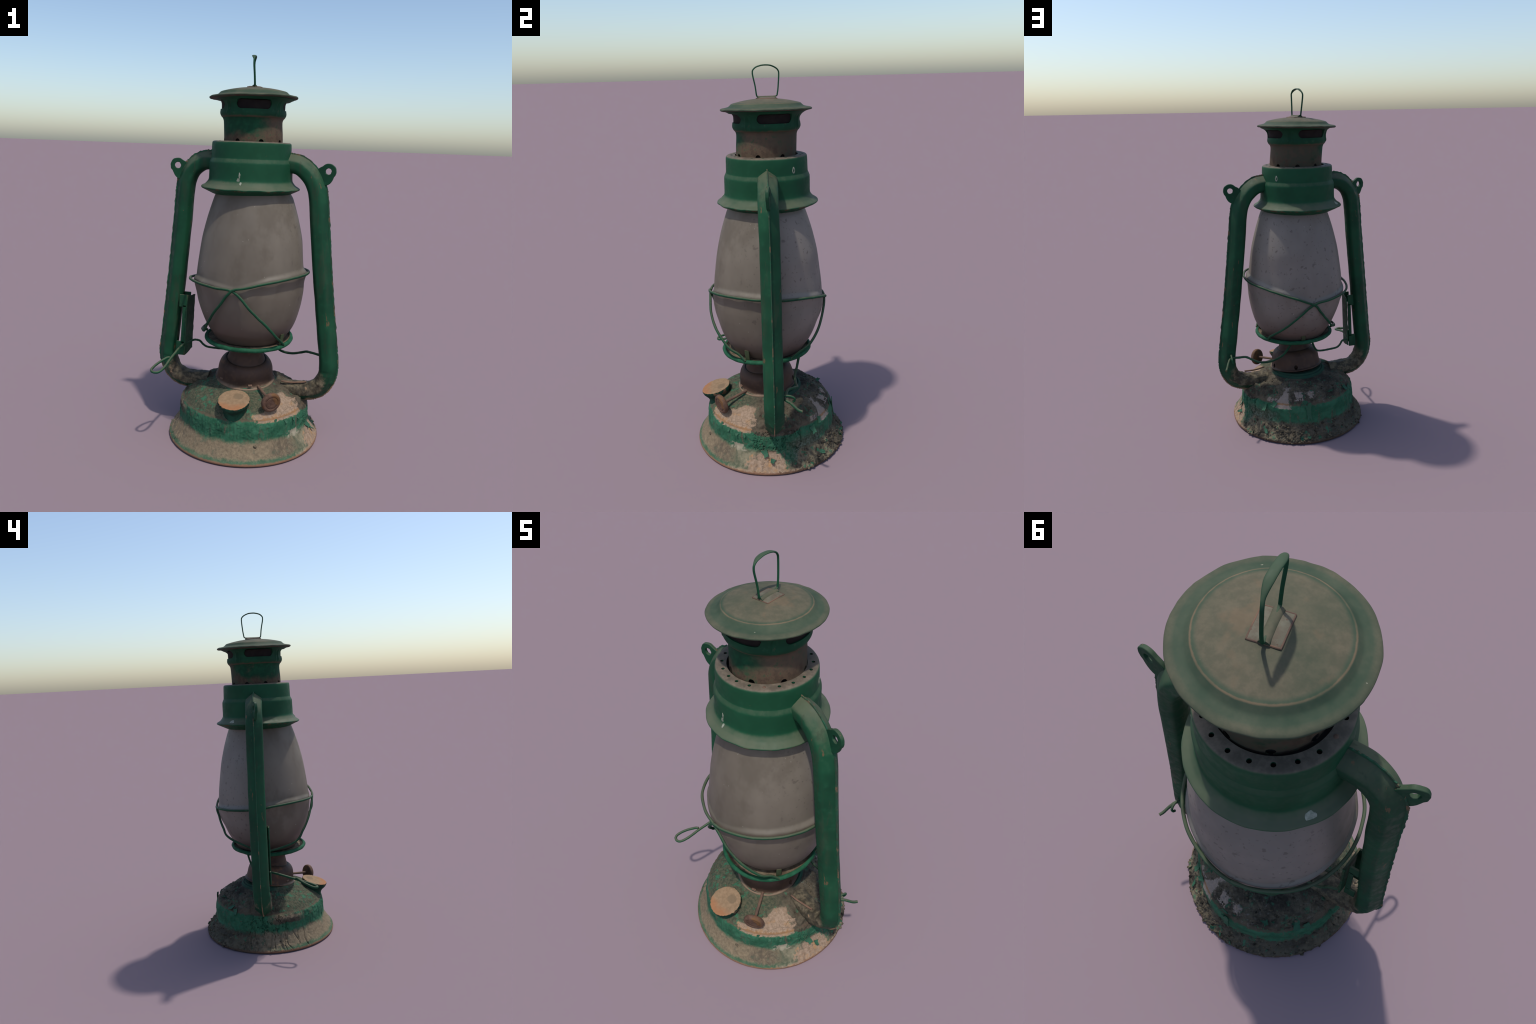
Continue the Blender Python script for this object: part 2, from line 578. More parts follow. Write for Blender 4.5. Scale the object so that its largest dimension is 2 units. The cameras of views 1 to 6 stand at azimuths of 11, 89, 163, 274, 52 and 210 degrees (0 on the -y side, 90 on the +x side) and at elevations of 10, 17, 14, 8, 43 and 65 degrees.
def mat_cap():
    g = G("dusty_cap_paint")
    dx, dy = g.add(g.x, .008), g.sub(g.y, .018)
    r = g.m('SQRT', g.add(g.mul(dx, dx), g.mul(dy, dy)))
    n1 = g.noise(5, 4, .6)
    n2 = g.noise(34, 6, .7)
    base = g.mix(g.step(n1, .35, .65), (.012, .048, .028), (.020, .066, .040))
    dust = g.mix(g.step(n2, .35, .7), (.098, .086, .055), (.135, .110, .071))
    cr = g.step(r, .172, .150)                                # dust lies on the crown
    amt = g.add(g.mul(cr, g.step(n1, .2, .65, .45, .95)), g.mul(g.step(r, .185, .215), g.step(n1, .3, .7, .45, .8)))
    amt = g.mul(amt, g.step(g.up(), .1, .6))
    amt = g.mx(g.mn(amt, .92), g.step(n1, .3, .7, .22, .5))
    col = g.mix(amt, base, dust)
    ring = g.mul(g.zwin(g.add(r, g.mul(g.sub(n2, .5), .006)), .1655, .1695, .003), g.mul(g.step(g.up(), .2, .5), g.step(n1, .35, .6, .25, .9)))
    col = g.mix(g.mul(ring, .75), col, (.19, .125, .075))
    warm = g.step(g.noise(11, 3, .5), .58, .68)
    col = g.mix(g.mul(warm, g.mul(cr, .35)), col, (.19, .12, .07))
    sp = g.step(g.noise(48, 1, .4), .79, .81)
    col = g.mix(g.mul(sp, g.step(g.up(), .5, .8, 0, .8)), col, (.36, .33, .24))
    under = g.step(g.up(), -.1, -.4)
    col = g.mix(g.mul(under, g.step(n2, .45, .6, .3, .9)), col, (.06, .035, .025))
    return g.finish(col, .72, n2, .12, .003)


def mat_drum():
    g = G("vent_drum_paint")
    n1 = g.noise(6, 5, .6)
    n2 = g.noise(34, 6, .7)
    col = g.mix(g.step(n1, .35, .65), GREEN_D, GREEN)
    col = g.mix(g.mul(g.step(n2, .5, .75), .3), col, GREEN_L)
    low = g.step(g.add(g.z, g.mul(g.sub(n2, .5), .02)), 1.702, 1.692)
    col = g.mix(g.mul(low, .7), col, (.10, .06, .04))
    col = g.mix(g.mul(g.step(n2, .62, .7), .6), col, (.10, .055, .04))
    col = g.mix(g.inward(-.008, .018), col, INNER_BLACK)  # near-black on the inward faces seen through the slots
    return g.finish(col, .65, n2, .15, .003)


def mat_burner():
    g = G("burner_brass_brown")
    n1 = g.noise(8, 5, .6)
    n2 = g.noise(40, 6, .7)
    col = g.mix(g.step(n1, .35, .65), (.042, .025, .018), (.072, .042, .029))
    col = g.mix(g.mul(g.step(n2, .5, .7), .5), col, (.10, .056, .032))
    low = g.step(g.add(g.z, g.mul(g.sub(n2, .5), .03)), .330, .308)
    low = g.mul(low, g.azwin(g.az(), -70, 100, 30))
    col = g.mix(low, col, (.20, .135, .088))
    rst = g.mul(g.step(g.noise(5, 3), .58, .66), g.step(n2, .4, .6))
    col = g.mix(g.mul(rst, .6), col, (.17, .075, .03))
    col = g.mix(g.inward(.004, -.003), col, INNER_BLACK)
    return g.finish(col, .55, n2, .15, .003, metal=0.0, spec=.2)


def mat_filler():
    g = G("filler_cap_rust_dust")
    n1 = g.noise(16, 4, .6)
    n2 = g.noise(60, 5, .7)
    col = g.mix(g.step(n2, .3, .7), (.205, .132, .074), (.275, .182, .105))
    front = g.step(g.add(g.y, g.mul(g.sub(n1, .5), .10)), -.31, -.36)
    col = g.mix(g.mul(front, .75), col, (.31, .130, .055))
    dx, dy = g.sub(g.x, .026), g.add(g.y, .268)
    d = g.m('SQRT', g.add(g.mul(dx, dx), g.mul(g.mul(dy, dy), 1.5)))
    col = g.mix(g.mul(g.step(g.add(d, g.mul(g.sub(n2, .5), .01)), .031, .022), .6), col, (.135, .098, .058))
    # painted skirt and neck below the top disc
    side = g.step(g.up(), .8, .6)
    paint = g.mix(g.step(n1, .4, .6), (.006, .03, .018), (.014, .066, .038))
    rim = g.step(g.noise(30, 3, .6), .5, .56)
    paint = g.mix(g.mul(rim, g.step(g.z, .275, .285)), paint, (.14, .08, .045))
    col = g.mix(side, col, paint)
    return g.finish(col, .8, n2, .25, .003, spec=.2)


def mat_knob():
    g = G("knob_rust")
    n2 = g.noise(45, 6, .7)
    col = g.mix(g.step(n2, .35, .65), (.078, .044, .030), (.13, .074, .050))
    col = g.mix(g.mul(g.step(g.noise(14, 3), .56, .66), .7), col, (.15, .072, .025))
    return g.finish(col, .7, n2, .25, .003)


def mat_seam():
    g = G("tube_seam_worn")
    n = g.noise(30, 5, .7)
    col = g.mix(g.step(n, .4, .6), (.02, .085, .045), (.035, .06, .036))
    col = g.mix(g.step(g.noise(12, 4, .6), .55, .62), col, (.16, .10, .06))
    low = g.step(g.add(g.z, g.mul(g.sub(n, .5), .05)), .36, .30)
    col = g.mix(g.mul(low, .8), col, (.24, .145, .085))
    return g.finish(col, .7, n, .2, .002)


def mat_tray():
    g = G("tray_paint_soil")
    n = g.noise(26, 6, .7)
    dx, dy = g.sub(g.x, .017), g.add(g.y, .011)
    r = g.m('SQRT', g.add(g.mul(dx, dx), g.mul(dy, dy)))
    inner = g.step(g.add(r, g.mul(g.sub(n, .5), .01)), .222, .214)
    col = g.mix(g.step(n, .4, .7), GREEN, GREEN_L)
    soil = g.mix(g.step(n, .35, .65), (.08, .055, .037), (.2, .155, .1))
    col = g.mix(g.mul(inner, g.step(g.up(), .1, .4)), col, soil)
    return g.finish(col, .7, n, .2, .003)


def mat_ringtop():
    """collar with the brown dusty vent ring on top, greyed bead and flare"""
    g = G("collar_paint")
    n1 = g.noise(5, 5, .6)
    n2 = g.noise(36, 5, .65)
    col = g.mix(g.step(n1, .35, .65), (.0075, .054, .024), (.010, .068, .031))
    col = g.mix(g.mul(g.step(n2, .5, .75), .2), col, GREEN_L)
    d = g.step(g.add(g.up(), g.mul(g.sub(n2, .5), .5)), .18, .8)
    col = g.mix(g.mul(d, g.step(n1, .3, .7, .5, .9)), col, (.105, .112, .072))
    sp = g.mul(g.step(g.noise(55, 3, .6), .70, .76), .6)
    col = g.mix(sp, col, (.05, .05, .03))
    top = g.mul(g.step(g.z, 1.562, 1.568), g.step(g.up(), .5, .9))
    col = g.mix(top, col, g.mix(g.step(n2, .35, .7), (.10, .082, .06), (.165, .13, .095)))
    lip = g.mul(g.zwin(g.add(g.z, g.mul(g.sub(n2, .5), .008)), 1.331, 1.340, .003), g.step(g.noise(18, 3), .5, .6))
    col = g.mix(g.mul(lip, .6), col, (.12, .06, .035))
    col = g.mix(g.inward(-.009, .015), col, (.03, .028, .024))
    return g.finish(col, g.step(n2, .3, .7, .5, .7), n2, .1, .003)


M_GLASS, M_TANK, M_TUBE, M_NECK, M_CAP = mat_glass(), mat_tank(), mat_tube(), mat_neck(), mat_cap()
M_DRUM, M_BURNER, M_FILLER, M_KNOB = mat_drum(), mat_burner(), mat_filler(), mat_knob()
M_SEAM, M_TRAY, M_RING = mat_seam(), mat_tray(), mat_ringtop()

# ------------------------------------------------------------------ the lantern
root = bpy.data.objects.new("kerosene_lantern", None)
scene.collection.objects.link(root)
root["label"] = "old green hurricane lantern with peeling paint and dusty globe"
root["category"] = "lantern"

AX_TOP = lambda z: (-.008, .018)
AX_NECK = lambda z: (-.008 + .006 * (1 - smooth(1.58, 1.69, z)), .018 - .004 * (1 - smooth(1.58, 1.69, z)))
AX_COL = lambda z: (-.0095, .0145)
AX_GLS = lambda z: (.009 + .008 * (1 - smooth(.6, .8, z)), .004 - .006 * (1 - smooth(.6, .8, z)))

# ---------------- fuel tank: one lathe with crust, wrinkles, cracks and missing paint
TANK_PROFILE = [(.0, .012), (.36, .008), (.394, .0), (.401, .0), (.406, .004), (.407, .010), (.404, .016), (.399, .021),
                (.387, .036), (.370, .061), (.357, .084), (.350, .097), (.346, .112), (.3455, .135),
                (.3455, .173), (.342, .190), (.336, .202), (.331, .209), (.326, .214), (.316, .229), (.298, .248),
                (.276, .263), (.250, .276), (.222, .286), (.195, .294), (.174, .299), (.168, .304), (.163, .314),
                (.158, .314), (.154, .310), (.150, .322), (.08, .32), (.0, .32)]


def bare_patch(az, z):
    """same windows as in the material: 1 where the paint is gone"""
    w = 5 * noise.noise(Vector((az * .09, z * 30, 4)))
    a = az + w
    top = .232 + .05 * smooth(24, 58, a)
    p1 = window(a, 22, 72, 3) * smooth(.192, .200, z) * smooth(top + .004, top - .003, z) if z < top + .004 else 0
    p3 = window(a, 139, 155, 3) * smooth(.186, .192, z) * (1 - smooth(.270, .278, z))
    p2 = window(a, 76, 96, 4) * (1 - smooth(.098, .108, z))
    return max(p1, p2, p3)


def tank_disp(az, r, z):
    if r < .17 or z < .001:
        return (0, 0)
    a = radians(az)
    p = Vector((r * sin(a), -r * cos(a), z))
    back = window(az, 105, 262, 40)
    back2 = window(az, 70, 280, 40)
    n = fbm(p * 34, 4, .7)
    fine = fbm(p * 95 + Vector((3, 1, 9)), 3, .6)
    fl = 1 - smooth(.10, .118, z)
    edge = smooth(.0, .022, z)
    dome = smooth(.211, .222, z) * smooth(.168, .18, r)
    wall = smooth(.098, .118, z) * (1 - smooth(.204, .214, z))
    h = 0.0
    # flange crust
    ridged = 1 - abs(fbm(p * 21 + Vector((7, 0, 2)), 4, .6)) * 2
    h += fl * edge * (.0012 * n + .0006 * fine + back * (.0065 * ridged - .003 + .0035 * n))
    fib = window(az, 38, 62, 14)
    h += fl * edge * fib * .0035 * noise.noise(Vector((az * .75, z * 14, 1)))
    fold = window(az, 58, 80, 6)
    h += fl * edge * fold * .0055 * abs(noise.noise(Vector((az * .22, z * 5, 8)))) * 2
    crk = window(az, -112, -48, 16)
    if crk > .01:
        q = Vector((az * .12 + .5 * noise.noise(p * 20), z * 4 + .7, 0))
        dist, _ = noise.voronoi(q)
        h += fl * edge * crk * (.0015 - .007 * (1 - smooth(.0, .11, dist[1] - dist[0])))
    # ragged foot on the far side
    h += fl * edge * back * .006 * max(0, noise.noise(p * 13 + Vector((2, 8, 1))))
    h += (1 - edge) * back * .004 * n
    # wall: vertical wrinkles of the paint film in front, cracks below the arms
    wr = noise.noise(Vector((az * .33, z * 16, 5)))
    h += wall * (.0016 * abs(wr) * 2 + .0007 * n) * (.3 + 1.0 * (1 - back))
    for arm, wdt in ((-92, 24), (100, 26)):
        k = window(az, arm - wdt, arm + wdt, 20)
        if k > .01:
            dist, _ = noise.voronoi(p * 12 + Vector((.35 * n, 0, .35 * fine)))
            h += (wall + .5 * dome + .6 * fl * edge) * k * (.003 - .009 * (1 - smooth(.0, .07, dist[1] - dist[0])) + .004 * noise.noise(p * 17))
    cells = 1 - window(az, 150, 205, 16)
    if wall > .01 and cells > .01:
        dist, _ = noise.voronoi(Vector((p.x * 14, p.y * 14, p.z * 9 + .5)) + Vector((.22 * n, .16 * fine, .2 * n)))
        h += wall * cells * (.0035 * smooth(.0, .45, dist[1] - dist[0]) - .0022)
    # curled paint edge along the shoulder
    lip = smooth(.190, .204, z) * (1 - smooth(.207, .213, z))
    h += lip * (.0015 + .004 * noise.noise(Vector((az * .28, 2, 3))))
    # dome scales and humus lumps
    dist, _ = noise.voronoi(p * 27 + Vector((.5 * n, .5 * fine, 0)))
    scale = smooth(.0, .14, dist[1] - dist[0])
    bare = bare_patch(az, z)
    h += dome * (.0022 * (scale - 1) * (1 - bare) + .0012 * fine + back2 * (.0055 * fbm(p * 19, 4, .7) + .0025 * n))
    q = p * 13 + Vector(noise.noise_vector(p * 9)) * .9
    h += dome * back2 * (.006 * (1 - abs(noise.noise(q)) * 3.2))
    h -= .003 * bare * (fl + wall + dome)
    # direction of the offset: out on the wall, up on flange and dome
    slope = .82 * dome + .5 * fl
    return (h * (1 - .6 * slope), h * slope)


prof = [(p.x, p.y) for p in resample([Vector((r, z, 0)) for r, z in chaikin(TANK_PROFILE[2:-2], 2)], .0034)]
prof = [(.36, .008)] + prof + [(.08, .32)]
fuel_tank = lathe("fuel_tank", prof, M_TANK, root, seg=720, disp=tank_disp, angle=60)


def tank_surface(az, z):
    """radius of the tank at a height (outermost), for placing loose bits"""
    best = 0
    for (r0, z0), (r1, z1) in zip(TANK_PROFILE[4:24], TANK_PROFILE[5:25]):
        if z0 <= z <= z1:
            best = max(best, r0 + (r1 - r0) * (z - z0) / (z1 - z0))
    dr, dz = tank_disp(az, best, z)
    return best + dr * .8


# ---------------- peeling paint flakes: curled little plates with thickness
def flake_mesh(seed, long=1.0, curl=1.0):
    rnd = random.Random(seed)
    nu, nv = 9, 9
    top, bot = [], []
    for i in range(nu):
        for j in range(nv):
            u, v = i / (nu - 1) - .5, j / (nv - 1) - .5
            jag = 1 + .35 * noise.noise(Vector((u * 5, v * 5, seed * 3.1)))
            taper = 1 - .45 * (u + .5) * rnd.uniform(.8, 1.2) * .9
            x, y = u * long * jag, v * taper * jag
            lift = curl * (.55 * (u + .5) ** 2 + .25 * v * v) + .06 * noise.noise(Vector((u * 4, v * 4, seed)))
            top.append(Vector((x, y, lift + .05)))
            bot.append(Vector((x, y, lift - .05)))
    verts, faces = top + bot, []
    k = nu * nv
    for i in range(nu - 1):
        for j in range(nv - 1):
            a, b, c, d = i * nv + j, i * nv + j + 1, (i + 1) * nv + j + 1, (i + 1) * nv + j
            faces += [(a, b, c, d), (k + d, k + c, k + b, k + a)]
    rim = ([(0, j) for j in range(nv)] + [(i, nv - 1) for i in range(1, nu)]
           + [(nu - 1, j) for j in range(nv - 2, -1, -1)] + [(i, 0) for i in range(nu - 2, 0, -1)])
    for (i, j), (i2, j2) in zip(rim, rim[1:] + rim[:1]):
        a, b = i * nv + j, i2 * nv + j2
        faces.append((a, k + a, k + b, b))
    me = bpy.data.meshes.new("paint_flake")
    me.from_pydata([tuple(v) for v in verts], [], faces)
    me.polygons.foreach_set('use_smooth', [True] * len(me.polygons))
    me.set_sharp_from_angle(angle=radians(50))
    me.materials.append(M_FLAKE)
    return me


FLAKES = [flake_mesh(1), flake_mesh(2, 1.5, .7), flake_mesh(3, .8, 1.3), flake_mesh(4, 2.6, .35)]


def place_flake(az, z, size, rot, kind, tilt=0.0, lift=0.0):
    r = tank_surface(az, z)
    a = radians(az)
    nz = .8 if z > .215 else (.35 if z < .1 else .05)
    nrm = Vector((sin(a) * (1 - nz), -cos(a) * (1 - nz), nz)).normalized()
    down = Vector((0, 0, -1))
    down = (down - nrm * down.dot(nrm)).normalized()
    side = nrm.cross(down)
    ux = down * cos(radians(rot)) + side * sin(radians(rot))
    uy = nrm.cross(ux)
    m = Matrix((ux, uy, nrm)).transposed().to_4x4()
    m = Matrix.Translation(P(az, r, z) + nrm * (lift - .001)) @ m @ Matrix.Rotation(radians(-tilt), 4, 'Y')
    ob = bpy.data.objects.new("paint_flake", FLAKES[kind])
    scene.collection.objects.link(ob)
    ob.parent = fuel_tank
    ob.matrix_basis = m @ Matrix.Diagonal((size, size, size, 1))
    return ob


for az, z, size, rot, kind in ((128, 0.181, .034, 10, 0), (84, 0.100, .034, 30, 0), (90, 0.062, .026, -20, 2), (138, 0.208, .03, -25, 0),
                               (173, 0.171, .036, 4, 3), (168, 0.214, .03, -40, 1), 
                               (59, 0.184, .018, -30, 2),
                               (66, 0.181, .016, 40, 0), (50, 0.190, .018, 10, 0), (40, 0.196, .015, -15, 1), 
                               (235, 0.212, .032, 20, 0), (228, 0.226, .03, 160, 1), (203, 0.246, .026, 30, 0),
                               (132, 0.050, .028, 60, 1), (166, 0.030, .024, -80, 0), (172, 0.034, .018, 70, 2), (180, 0.030, .022, 100, 0)):
    place_flake(az, z, size, rot, kind)
rnd = random.Random(11)
for k in range(26):
    if k < 16:
        az, z = rnd.uniform(110, 262), rnd.uniform(.222, .292)
    else:
        az, z = rnd.uniform(105, 250), rnd.uniform(.02, .085)
    place_flake(az, z, rnd.uniform(.010, .021), rnd.uniform(0, 360), rnd.choice((0, 0, 1, 2)), lift=-.004)

# soil clods, too many to count
cv, cf = [], []
rnd = random.Random(5)
ico = bmesh.new()
bmesh.ops.create_icosphere(ico, subdivisions=2, radius=1)
ico_v = [v.co.copy() for v in ico.verts]
ico_f = [[v.index for v in f.verts] for f in ico.faces]
ico.free()
for k in range(420):
    if rnd.random() < .6:
        az, z = rnd.gauss(175, 42), rnd.uniform(.008, .098)
    else:
        az, z = rnd.gauss(170, 50), rnd.uniform(.218, .30)
    if 50 < az < 106:
        continue
    if bare_patch(az, z) > .2:
        continue
    s = rnd.uniform(.002, .0065) * (1.2 if z < .1 else .9)
    c = P(az, tank_surface(az, z) - s * .15, z)
    o = len(cv)
    sx, sy, sz = rnd.uniform(.8, 1.6), rnd.uniform(.8, 1.6), rnd.uniform(.5, .9)
    seed = Vector((k * 1.7, 0, 0))
    for q in ico_v:
        d = 1 + .5 * noise.noise(q * 1.6 + seed)
        p = c + Vector((q.x * sx, q.y * sy, q.z * sz)) * s * d
        p.z = max(p.z, .001)
        cv.append(p)
    cf += [[o + i for i in f] for f in ico_f]
make("soil_clods", cv, cf, M_CLOD, fuel_tank, 60, "stuff")

# ---------------- filler cap
FN = Vector((.0, -.265, .964)).normalized()
FC = Vector((.010, -.298, .304))


def oriented(profile, centre, axis, seg, disp=None, closed=False):
    axis = axis.normalized()
    u = axis.orthogonal().normalized()
    v = axis.cross(u)
    verts, faces = lathe_data(profile, seg, closed, None, disp)
    return [centre + u * p.x + v * p.y + axis * p.z for p in verts], faces


def ragged(az, r, z):
    if r > .066 and z > -.022:
        return (.0032 * noise.noise(Vector((sin(radians(az)) * 9, cos(radians(az)) * 9, 1))) + .0004 * sin(radians(az * 22)),
                .0025 * noise.noise(Vector((sin(radians(az)) * 6, cos(radians(az)) * 6, 4))) * (z < -.002))
    return (0, 0)


v, f = oriented([(.001, -.001), (.03, -.0015), (.066, -.001), (.075, .001), (.0785, -.0005), (.0795, -.005), (.0785, -.014), (.076, -.022),
                 (.069, -.034), (.062, -.045), (.058, -.06), (.060, -.078), (.064, -.09), (.05, -.095), (.001, -.095)], FC, FN, 96, ragged)
filler = make("filler_cap", v, f, M_FILLER, fuel_tank, 50)

# ---------------- burner
BC = (.003, -.013)
BT = Matrix.Translation((*BC, .335)) @ Matrix.Rotation(radians(7.5), 4, 'X') @ Matrix.Rotation(radians(3.0), 4, 'Y') @ Matrix.Translation((-BC[0], -BC[1], -.33))
bprof = chaikin([(.125, .318), (.148, .318), (.156, .314), (.161, .317), (.160, .323), (.152, .327), (.150, .338), (.1475, .352), (.1465, .368), (.144, .384),
                 (.138, .402), (.129, .416), (.118, .425), (.108, .428), (.103, .425), (.100, .429), (.096, .440), (.090, .458),
                 (.085, .472), (.083, .485), (.083, .55), (.03, .552), (.0, .552)], 2)
v, f = lathe_data(bprof, 128, False, lambda z: BC,
                  lambda az, r, z: (.0012 * noise.noise(P(az, r, z) * 14), .002 * noise.noise(P(az, r, z) * 12) * (z < .33)))
v = [BT @ p for p in v]
burner = make("burner", v, f, M_BURNER, root, 50)
lathe("burner_dark_core", [(.0, .28), (.135, .28), (.135, .325), (.0, .325)], M_INNER_BLACK, burner, 64, center=lambda z: BC)  # black core that fills the gap under the burner
# notches cut into the burner skirt
nv, nf = [], []
for az in (20, 163, 100, 255, 310):
    d = P(az, 1, 0)
    side = Vector((-d.y, d.x, 0))
    c = BT @ P(az, .15, .338, *BC)
    ra = [c - d * .02 + side * a * .011 + Vector((0, 0, b * .014)) for a, b in circle(1, 16)]
    rb = [p + d * .05 for p in ra]
    if az in (163, 100):
        prism(nv, nf, ra, rb)
boolean(burner, nv, nf)
# raised fingers on the skirt
for az in (22, 318):
    vv, ff = [], []
    d = P(az, 1, 0)
    side = Vector((-d.y, d.x, 0))
    box_data(vv, ff, BT @ P(az, .152, .345, *BC), d * .004, side * .010, Vector((0, 0, .003)) - d * .002)
    make("burner_tab", vv, ff, M_RUSTY, burner)

# wick knob and stem
K0, K1 = Vector((.100, -.130, .318)), Vector((.190, -.257, .296))
kd = (K1 - K0).normalized()
v, f = sweep_data([K0 - kd * .03, K0, K0.lerp(K1, .5), K1], circle(.0075, 12))
stem = make("wick_stem", v, f, M_RUSTY, burner)
v, f = oriented(chaikin([(r * 1.12, z * 1.15) for r, z in [(.0, .012), (.012, .011), (.016, .0125), (.026, .0125), (.029, .010), (.032, .013), (.040, .013), (.0445, .009),
                         (.046, .0), (.044, -.008), (.036, -.011), (.012, -.012), (.0, -.012)]], 2), K1, kd, 64)
make("wick_knob", v, f, M_KNOB, stem, 50)

# ---------------- globe tray
TC = (.017, -.011)


def tray_tilt(az, r, z):
    return (0, .006 * cos(radians(az - 150)) * r / .23)


tprof = chaikin([(.0, .536), (.10, .532), (.19, .530), (.205, .532), (.216, .540), (.222, .548), (.217, .553), (.208, .549), (.195, .546), (.10, .546), (.0, .548)], 1)
tray = lathe("globe_tray", tprof, M_TRAY, root, 128, center=lambda z: TC, disp=tray_tilt)
ringp = [P(a, .226 + .003 * sin(radians(a * 3)), .5475 + tray_tilt(a, .226, 0)[1], *TC) for a in range(0, 360, 10)]
wire("tray_ring", ringp, .0115, M_TRAY, tray, per=4, closed=True, wob=.0015)
# lugs that hold the globe
for az in (62, 178, 262):
    vv, ff = [], []
    d = P(az, 1, 0)
    side = Vector((-d.y, d.x, 0))
    box_data(vv, ff, P(az, .216, .578, *TC), d * .003 + Vector((0, 0, .0)), side * .012, Vector((0, 0, .03)) + d * .004)
    make("globe_lug", vv, ff, M_PAINT, tray)

# ---------------- globe guard wires
WIRE_Z = [(-180, .812), (-168, .817), (-150, .825), (-125, .834), (-100, .843), (-80, .857), (-58, .868), (-30, .868), (-14, .860), (-3, .852), (8, .872),
          (30, .907), (60, .920), (90, .916), (120, .903), (150, .874), (165, .846), (180, .812)]
WIRE_R = .311


def wire_r(az):
    return WIRE_R - .011 * window(az, -30, 30, 50) - .006 * window(az, 150, 210, 50)


def wz(az):
    return lerp_table(WIRE_Z, adiff(az, 0))


GX = (.003, 0)
right = ([Vector((-.222, .012, .552)), Vector((-.246, .006, .566)), P(-46, .259, .609), P(-32, .280, .676), P(-22, .292, .740), P(-14, .298, .790)]
         + [P(a, wire_r(a) + .002, wz(a) + (.005 if abs(a) < 12 else 0), *GX) for a in (-4, 8, 22, 40, 60, 80, 100, 120, 140, 160, 174)]
         + [P(184, .303, .798), P(190, .292, .757), P(202, .279, .693), P(216, .260, .636), Vector((-.246, .014, .566)), Vector((-.222, .016, .552))])
left = ([P(61, .233, .556, *TC), P(53, .258, .585), P(43, .283, .622), P(28, .303, .698), P(14, .306, .772)]
        + [P(a, wire_r(a), wz(a), *GX) for a in (-2, -20, -40, -60, -80, -100, -120, -140, -160, -174)]
        + [P(176, .302, .789), P(168, .295, .750), P(154, .290, .688), P(138, .284, .629), P(126, .262, .592), P(122, .232, .556, *TC)])
guard = wire("guard_wire", right, .0068, M_WIRE, tray, per=10, wob=.0018, seed=1)
wire("guard_wire", left, .0068, M_WIRE, tray, per=10, wob=.0018, seed=2)

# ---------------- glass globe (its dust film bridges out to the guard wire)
GLASS = [(.168, .545), (.182, .548), (.192, .56), (.206, .583), (.223, .607), (.240, .64), (.254, .677), (.266, .715), (.276, .755), (.283, .80), (.285, .84),
         (.283, .885), (.279, .93), (.272, .985), (.265, 1.035), (.257, 1.085), (.246, 1.135), (.232, 1.19), (.217, 1.24), (.204, 1.28), (.195, 1.305), (.188, 1.325), (.180, 1.34)]
gp = [(p.x, p.y) for p in catmull([Vector((r, z, 0)) for r, z in GLASS], 8)]


def glass_disp(az, r, z):
    bulge = .008 * window(az, 85, 170, 40) * smooth(.95, 1.1, z) * (1 - smooth(1.29, 1.33, z))
    d = z - wz(az)
    gap = wire_r(az) - .006 - r
    if gap <= 0 or d > .06 or d < -.16:
        return (.0008 * noise.noise(P(az, r, z) * 7) + bulge, 0)
    k = 1 - smooth(.0, .024, d) if d > 0 else 1 - smooth(0, .075 + .085 * max(window(az, -16, 16, 20), window(az, 166, 192, 20)) + .03 * noise.noise(Vector((az * .05, 0, 0))), -d)
    rag = .75 + .25 * noise.noise(Vector((az * .06, z * 9, 2)))
    return (gap * k * rag * .75 + bulge, 0)


outer = gp
inner = [(r - .008, z) for r, z in reversed(gp)]
globe = lathe("glass_globe", outer + inner, M_GLASS, root, 192, closed=True, center=AX_GLS, disp=glass_disp)

# ---------------- collar (air chamber) with perforated top
cprof = chaikin([(.157, 1.5735), (.190, 1.5735), (.199, 1.571), (.2035, 1.564), (.205, 1.49), (.2065, 1.486), (.213, 1.472), (.2155, 1.464),
                 (.2155, 1.385), (.220, 1.373), (.234, 1.356), (.2535, 1.344), (.2565, 1.339), (.253, 1.334), (.235, 1.326), (.205, 1.312), (.190, 1.305), (.184, 1.309)], 2)
cprof += chaikin([(.186, 1.318), (.20, 1.33), (.210, 1.37), (.2095, 1.46), (.2, 1.49), (.197, 1.56), (.188, 1.5665), (.157, 1.5665)], 1)


def collar_disp(az, r, z):
    p = P(az, r, z)
    k = smooth(.235, .252, r)
    return (.0016 * noise.noise(p * 7) + k * .0022 * noise.noise(p * 22), k * .003 * noise.noise(p * 18 + Vector((4, 4, 4))))


collar = lathe("air_collar", cprof, M_RING, root, 192, closed=True, center=AX_COL, disp=collar_disp)
hv, hf = [], []
for k in range(20):
    if k in (2, 14):
        continue
    az = 10.5 + 18.15 * k
    c = P(az, .1765, 1.57, -.0085, .0165)
    ra = [c + Vector((a, b, -.02)) for a, b in circle(.0068, 14)]
    prism(hv, hf, ra, [p + Vector((0, 0, .04)) for p in ra])
boolean(collar, hv, hf)
for k in (2, 14):     # two holes are closed by rivets
    az = 10.5 + 18.15 * k
    v, f = oriented([(.0, .0022), (.004, .002), (.0065, .0005), (.007, -.004), (.0, -.004)], P(az, .1765, 1.5735, -.0085, .0165), Vector((0, 0, 1)), 20)
    make("rivet", v, f, M_RUSTY, collar)
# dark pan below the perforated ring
lathe("dark_pan", [(.03, 1.552), (.195, 1.552), (.195, 1.559), (.03, 1.559)], M_INNER_BLACK, collar, 64, closed=True, center=AX_COL)


